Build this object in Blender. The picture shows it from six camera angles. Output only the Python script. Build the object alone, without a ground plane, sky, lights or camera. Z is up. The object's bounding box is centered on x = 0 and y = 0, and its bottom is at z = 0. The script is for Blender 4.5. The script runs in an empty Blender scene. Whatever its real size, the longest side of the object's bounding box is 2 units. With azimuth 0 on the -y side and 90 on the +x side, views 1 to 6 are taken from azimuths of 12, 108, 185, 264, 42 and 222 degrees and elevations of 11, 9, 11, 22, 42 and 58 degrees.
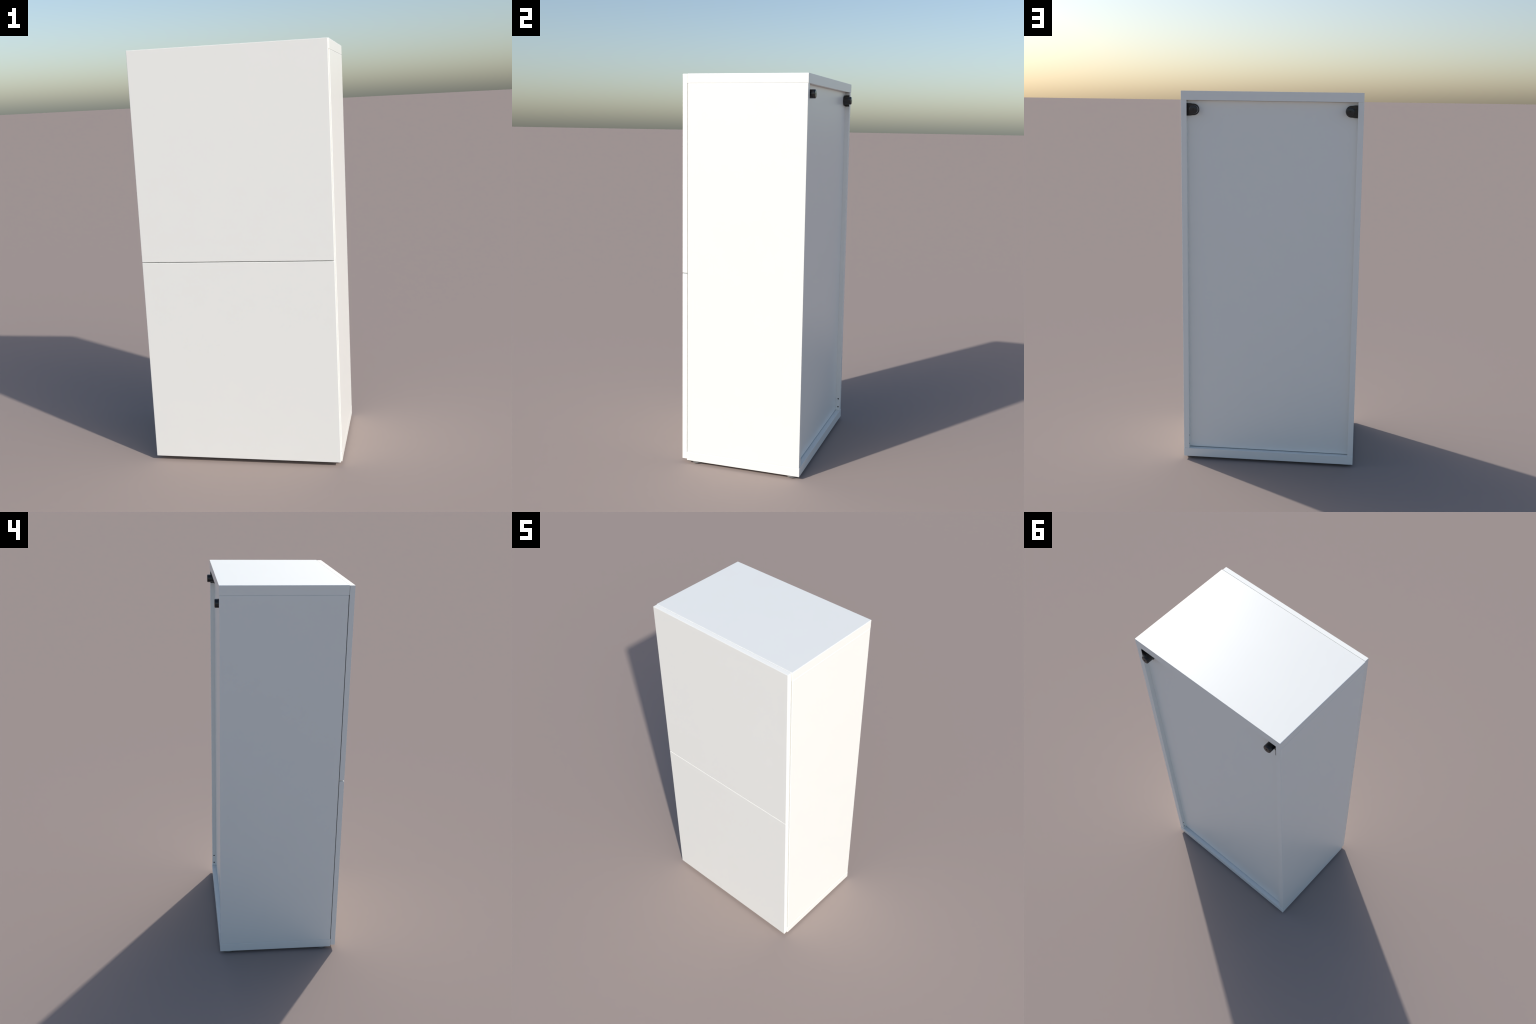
import bpy, bmesh, math
from mathutils import Vector, Matrix

# ------------------------------------------------------------------ sizes (m)
W        = 0.4655      # half width of the top board
W_BASE   = 0.4661      # half width of the bottom board
SIDE_OUT = 0.4658      # outer face of the side boards (slightly inset)
SIDE_IN  = 0.4364      # inner face of the side boards
Y_BOARD  = -0.3020     # front edge of top / bottom board
Y_SIDE   = -0.2997     # front edge of the side boards
Y_BACK   = 0.3113      # rear edge of top / bottom board
Y_SBACK  = 0.3097      # rear edge of the side boards
Y_PANEL  = 0.2850      # rear face of the recessed back panel
Y_DOOR   = -0.3290     # front face of the doors
DOOR_T   = 0.0256      # door thickness
DOOR_W   = 0.4617      # half width of a door
Z_TOP    = 2.0000
Z_TJOINT = 1.9537
Z_BOT    = 0.0134
Z_BJOINT = 0.0589
DOOR_Z0, DOOR_SPLIT, DOOR_GAP, DOOR_Z1 = 0.0194, 1.0090, 0.0042, 1.9986
KNOB_X, KNOB_Z, KNOB_R, Y_KNOB = 0.3977, 1.9066, 0.0215, 0.3290
HOLE_Y, HOLE_Z, HOLE_R = 0.2990, (0.0810, 0.1310), 0.0042
FOOT_X, FOOT_YF, FOOT_YB, FOOT_R = 0.4322, -0.2540, 0.2660, 0.0288

EDGE     = 0.0030      # edge radius of the carcass boards
UNDER    = 0.0006      # radius of their lower edges
DOOR_EDGE = 0.0021     # edge radius of the doors
EDGE_LEAN = 12.0       # degrees by which the door edges shade towards the front

# ------------------------------------------------------------------ materials
def principled(name, color, rough, spec=0.5, coat=0.0, grain=0.0, grain_scale=300.0, tint=0.0):
    m = bpy.data.materials.new(name)
    m.use_nodes = True
    nt = m.node_tree
    b = nt.nodes["Principled BSDF"]
    b.inputs["Roughness"].default_value = rough
    b.inputs["Specular IOR Level"].default_value = spec
    b.inputs["Coat Weight"].default_value = coat
    tc = nt.nodes.new("ShaderNodeTexCoord")
    n = nt.nodes.new("ShaderNodeTexNoise")
    n.inputs["Scale"].default_value = 6.0
    n.inputs["Detail"].default_value = 2.0
    nt.links.new(tc.outputs["Object"], n.inputs["Vector"])
    r = nt.nodes.new("ShaderNodeValToRGB")
    r.color_ramp.elements[0].position = 0.3
    r.color_ramp.elements[1].position = 0.7
    r.color_ramp.elements[0].color = (*[c * (1 - tint) for c in color], 1)
    r.color_ramp.elements[1].color = (*[min(1, c * (1 + tint)) for c in color], 1)
    nt.links.new(n.outputs["Fac"], r.inputs["Fac"])
    nt.links.new(r.outputs["Color"], b.inputs["Base Color"])
    if grain > 0:
        g = nt.nodes.new("ShaderNodeTexNoise")
        g.inputs["Scale"].default_value = grain_scale
        g.inputs["Detail"].default_value = 3.0
        nt.links.new(tc.outputs["Object"], g.inputs["Vector"])
        bp = nt.nodes.new("ShaderNodeBump")
        bp.inputs["Strength"].default_value = grain
        bp.inputs["Distance"].default_value = 0.0005
        nt.links.new(g.outputs["Fac"], bp.inputs["Height"])
        nt.links.new(bp.outputs["Normal"], b.inputs["Normal"])
    return m

WHITE = (0.850, 0.857, 0.820)
M_FRAME = principled("white_foil", WHITE, 0.30, tint=0.003)
M_DOOR  = principled("white_lacquer", WHITE, 0.30, tint=0.003)
M_BACK  = principled("white_hardboard", WHITE, 0.30, tint=0.003)
M_BLACK = principled("black_plastic", (0.018, 0.018, 0.019), 0.20, tint=0.05, grain=0.08, grain_scale=900)
M_FOOT  = principled("grey_plastic", (0.19, 0.19, 0.19), 0.45, tint=0.05)
M_HOLE  = principled("dark_bore", (0.03, 0.028, 0.025), 0.8, tint=0.05)

# ------------------------------------------------------------------ helpers
root = bpy.data.objects.new("storage_cabinet", None)
root.empty_display_size = 0.2
bpy.context.collection.objects.link(root)
root["label"] = "tall plain white cabinet with two flat doors"
root["category"] = "cabinet"

def add(name, bm, mat, parent=root, loc=(0, 0, 0), smooth=True):
    me = bpy.data.meshes.new(name)
    bmesh.ops.recalc_face_normals(bm, faces=bm.faces)
    bm.to_mesh(me); bm.free()
    for m in (mat if isinstance(mat, (list, tuple)) else [mat]):
        me.materials.append(m)
    ob = bpy.data.objects.new(name, me)
    ob.location = loc
    bpy.context.collection.objects.link(ob)
    ob.parent = parent
    if smooth:
        me.shade_smooth()
    return ob

def box_bm(x0, x1, y0, y1, z0, z1):
    bm = bmesh.new()
    bmesh.ops.create_cube(bm, size=1.0)
    for v in bm.verts:
        v.co = Vector((x0 if v.co.x < 0 else x1, y0 if v.co.y < 0 else y1, z0 if v.co.z < 0 else z1))
    return bm

def round_edges(ob, w, seg=3, lower=None):
    """rounds every sharp edge; `lower` gives the edges of underside and rear a finer radius"""
    m = ob.modifiers.new("edge_radius", "BEVEL")
    m.width = w; m.segments = seg; m.limit_method = "ANGLE"
    m.angle_limit = math.radians(40); m.harden_normals = True
    if lower is not None:
        me = ob.data
        weight = me.attributes.new("bevel_weight_edge", "FLOAT", "EDGE")
        for e in me.edges:
            a, b = (me.vertices[v].co for v in e.vertices)
            rear = a.y > 0 and b.y > 0
            upright = a.z * b.z < 0
            if (a.z < 0 and b.z < 0) or (rear and not upright):
                r = lower
            elif rear:
                r = w / 2
            else:
                r = w
            weight.data[e.index].value = r / w
        m.limit_method = "WEIGHT"
    return ob

def board(name, x0, x1, y0, y1, z0, z1, mat, edge, lower=None):
    """a board whose origin lies at its centre"""
    c = Vector(((x0 + x1) / 2, (y0 + y1) / 2, (z0 + z1) / 2))
    bm = box_bm(x0 - c.x, x1 - c.x, y0 - c.y, y1 - c.y, z0 - c.z, z1 - c.z)
    return round_edges(add(name, bm, mat, loc=c), edge, lower=lower)

def apply_all(ob):
    dg = bpy.context.evaluated_depsgraph_get()
    me = bpy.data.meshes.new_from_object(ob.evaluated_get(dg), preserve_all_data_layers=True, depsgraph=dg)
    ob.modifiers.clear()
    ob.data = me

def lathe(profile, seg, axis="Z"):
    """closed solid of revolution through (radius, height) points, ends on the axis"""
    bm = bmesh.new()
    rings = []
    for r, h in profile:
        if r < 1e-7:
            rings.append([bm.verts.new((0, 0, h))])
        else:
            rings.append([bm.verts.new((r * math.cos(2 * math.pi * i / seg), r * math.sin(2 * math.pi * i / seg), h)) for i in range(seg)])
    for a, b in zip(rings, rings[1:]):
        for i in range(seg):
            j = (i + 1) % seg
            q = [a[i % len(a)], a[j % len(a)], b[j % len(b)], b[i % len(b)]]
            q = list(dict.fromkeys(q))
            if len(q) > 2:
                bm.faces.new(q)
    if axis == "Y":
        bmesh.ops.rotate(bm, verts=bm.verts, matrix=Matrix.Rotation(-math.pi / 2, 3, "X"))
    return bm

# ------------------------------------------------------------------ carcass
board("top_panel", -W, W, Y_BOARD, Y_BACK, Z_TJOINT, Z_TOP, M_FRAME, EDGE, UNDER)
board("bottom_panel", -W_BASE, W_BASE, Y_BOARD, Y_BACK, Z_BOT, Z_BJOINT, M_FRAME, EDGE, UNDER)
board("back_panel", -SIDE_IN - 0.004, SIDE_IN + 0.004, Y_PANEL - 0.006, Y_PANEL, Z_BJOINT + 0.0034, Z_TJOINT - 0.0006, M_BACK, 0.0006)

def side_panel(sign):
    x0, x1 = sorted((sign * SIDE_IN, sign * SIDE_OUT))
    ob = board("side_panel", x0, x1, Y_SIDE, Y_SBACK, Z_BJOINT + 0.0002, Z_TJOINT - 0.0002, M_FRAME, EDGE, UNDER)
    # two dowel bores low on the inner face behind the back panel
    bm = bmesh.new()
    for z in HOLE_Z:
        bmesh.ops.create_cone(bm, cap_ends=True, segments=24, radius1=HOLE_R, radius2=HOLE_R, depth=0.030,
            matrix=Matrix.Translation((sign * SIDE_IN, HOLE_Y, z)) @ Matrix.Rotation(math.pi / 2, 4, "Y"))
    cut = add("bore_cutter", bm, M_HOLE, parent=None, smooth=False)
    b = ob.modifiers.new("bores", "BOOLEAN")
    b.operation = "DIFFERENCE"; b.object = cut; b.solver = "EXACT"; b.material_mode = "TRANSFER"
    bpy.context.view_layer.update()
    apply_all(ob)
    bpy.data.objects.remove(cut)
    return ob
side_panel(1)
side_panel(-1)

# ------------------------------------------------------------------ doors
def soft_edge_shading(ob):
    """lacquered door edge: the narrow faces shade as if gently rounded towards the front"""
    bpy.context.view_layer.update()
    apply_all(ob)
    me = ob.data
    normals = [Vector(n.vector) for n in me.corner_normals]
    lean = math.tan(math.radians(EDGE_LEAN))
    for i, n in enumerate(normals):
        side = math.hypot(n.x, n.z)          # 1 on the narrow faces, 0 on front and back
        if n.y < 0.3:
            normals[i] = (n + Vector((0, -lean * side, 0))).normalized()
    me.normals_split_custom_set([tuple(n) for n in normals])

for z0, z1 in ((DOOR_SPLIT + DOOR_GAP / 2, DOOR_Z1), (DOOR_Z0, DOOR_SPLIT - DOOR_GAP / 2)):
    d = board("door", -DOOR_W, DOOR_W, Y_DOOR, Y_DOOR + DOOR_T, z0, z1, M_DOOR, DOOR_EDGE, UNDER)
    soft_edge_shading(d)

# ------------------------------------------------------------------ glide feet
foot_profile = [(0, 0), (0.022, 0), (0.0262, 0.0003), (0.0279, 0.0010), (FOOT_R, 0.0026), (FOOT_R, 0.0085),
                (0.0275, 0.0102), (0.012, 0.0104), (0.012, Z_BOT + 0.002), (0, Z_BOT + 0.002)]
foot_mesh = None
for sx in (-1, 1):
    for y in (FOOT_YF, FOOT_YB):
        if foot_mesh is None:
            f = add("foot", lathe(foot_profile, 40), M_FOOT)
            foot_mesh = f.data
            foot_mesh.set_sharp_from_angle(angle=math.radians(50))
        else:
            f = bpy.data.objects.new("foot", foot_mesh)
            bpy.context.collection.objects.link(f); f.parent = root
        f.location = (sx * FOOT_X, y, 0)

# ------------------------------------------------------------------ wall brackets
PLATE_H = 0.0318           # half height of the flange at the side board
NOSE_R  = 0.0294           # radius of the round end
NOSE_X  = 0.4036           # its centre
def wall_bracket(sign):
    # flange lying on the back panel: straight at the side board, waisted, round at the free end
    pts = []
    for i in range(33):
        a = math.pi / 2 + math.pi * i / 32
        pts.append((NOSE_X + NOSE_R * math.cos(a), NOSE_R * math.sin(a)))
    xw = SIDE_IN - 0.0003
    def ease(t): return t * t * (3 - 2 * t)
    low = [(NOSE_X + 0.022 * t, -(NOSE_R + (PLATE_H - NOSE_R) * ease(t))) for t in (0.2, 0.4, 0.6, 0.8, 1.0)] + [(xw, -PLATE_H)]
    outline = pts + low + [(x, -z) for x, z in reversed(low)]
    bm = bmesh.new()
    y0, y1 = Y_PANEL + 0.0002, Y_PANEL + 0.0050
    a = [bm.verts.new((sign * x, y0, KNOB_Z + z)) for x, z in outline]
    b = [bm.verts.new((sign * x, y1, KNOB_Z + z)) for x, z in outline]
    bm.faces.new(a); bm.faces.new(b)
    n = len(outline)
    for i in range(n):
        j = (i + 1) % n
        bm.faces.new((a[i], a[j], b[j], b[i]))
    c = Vector((sign * KNOB_X, Y_PANEL, KNOB_Z))
    bmesh.ops.translate(bm, verts=bm.verts, vec=-c)
    flange = round_edges(add("wall_bracket", bm, M_BLACK, loc=c), 0.0012)
    # cheek: thin plate on the side board
    x0, x1 = sorted((sign * (SIDE_IN - 0.0003) - c.x, sign * (SIDE_IN - 0.0032) - c.x))
    cheek = add("cheek_plate", box_bm(x0, x1, Y_PANEL + 0.003 - c.y, Y_SBACK - 0.0006 - c.y, -PLATE_H, PLATE_H), M_BLACK, parent=flange)
    round_edges(cheek, 0.0008)
    # rib joining the barrel to the cheek
    x0, x1 = sorted((sign * (SIDE_IN - 0.002) - c.x, 0))
    rib = add("rib", box_bm(x0, x1, 0.003, 0.0075, -0.0120, 0.0120), M_BLACK, parent=flange)
    round_edges(rib, 0.001)
    # barrel with its screw cap
    L = Y_KNOB - Y_PANEL
    R = KNOB_R
    prof = [(0, 0.002), (R, 0.002), (R, L - 0.0045), (R - 0.0004, L - 0.0028), (R - 0.0013, L - 0.0013), (R - 0.0028, L - 0.0004), (R - 0.0045, L),
            (0.0042, L), (0.0036, L - 0.0006), (0.0032, L - 0.006), (0, L - 0.006)]
    add("barrel", lathe(prof, 48, "Y"), M_BLACK, parent=flange).data.set_sharp_from_angle(angle=math.radians(40))
wall_bracket(1)
wall_bracket(-1)
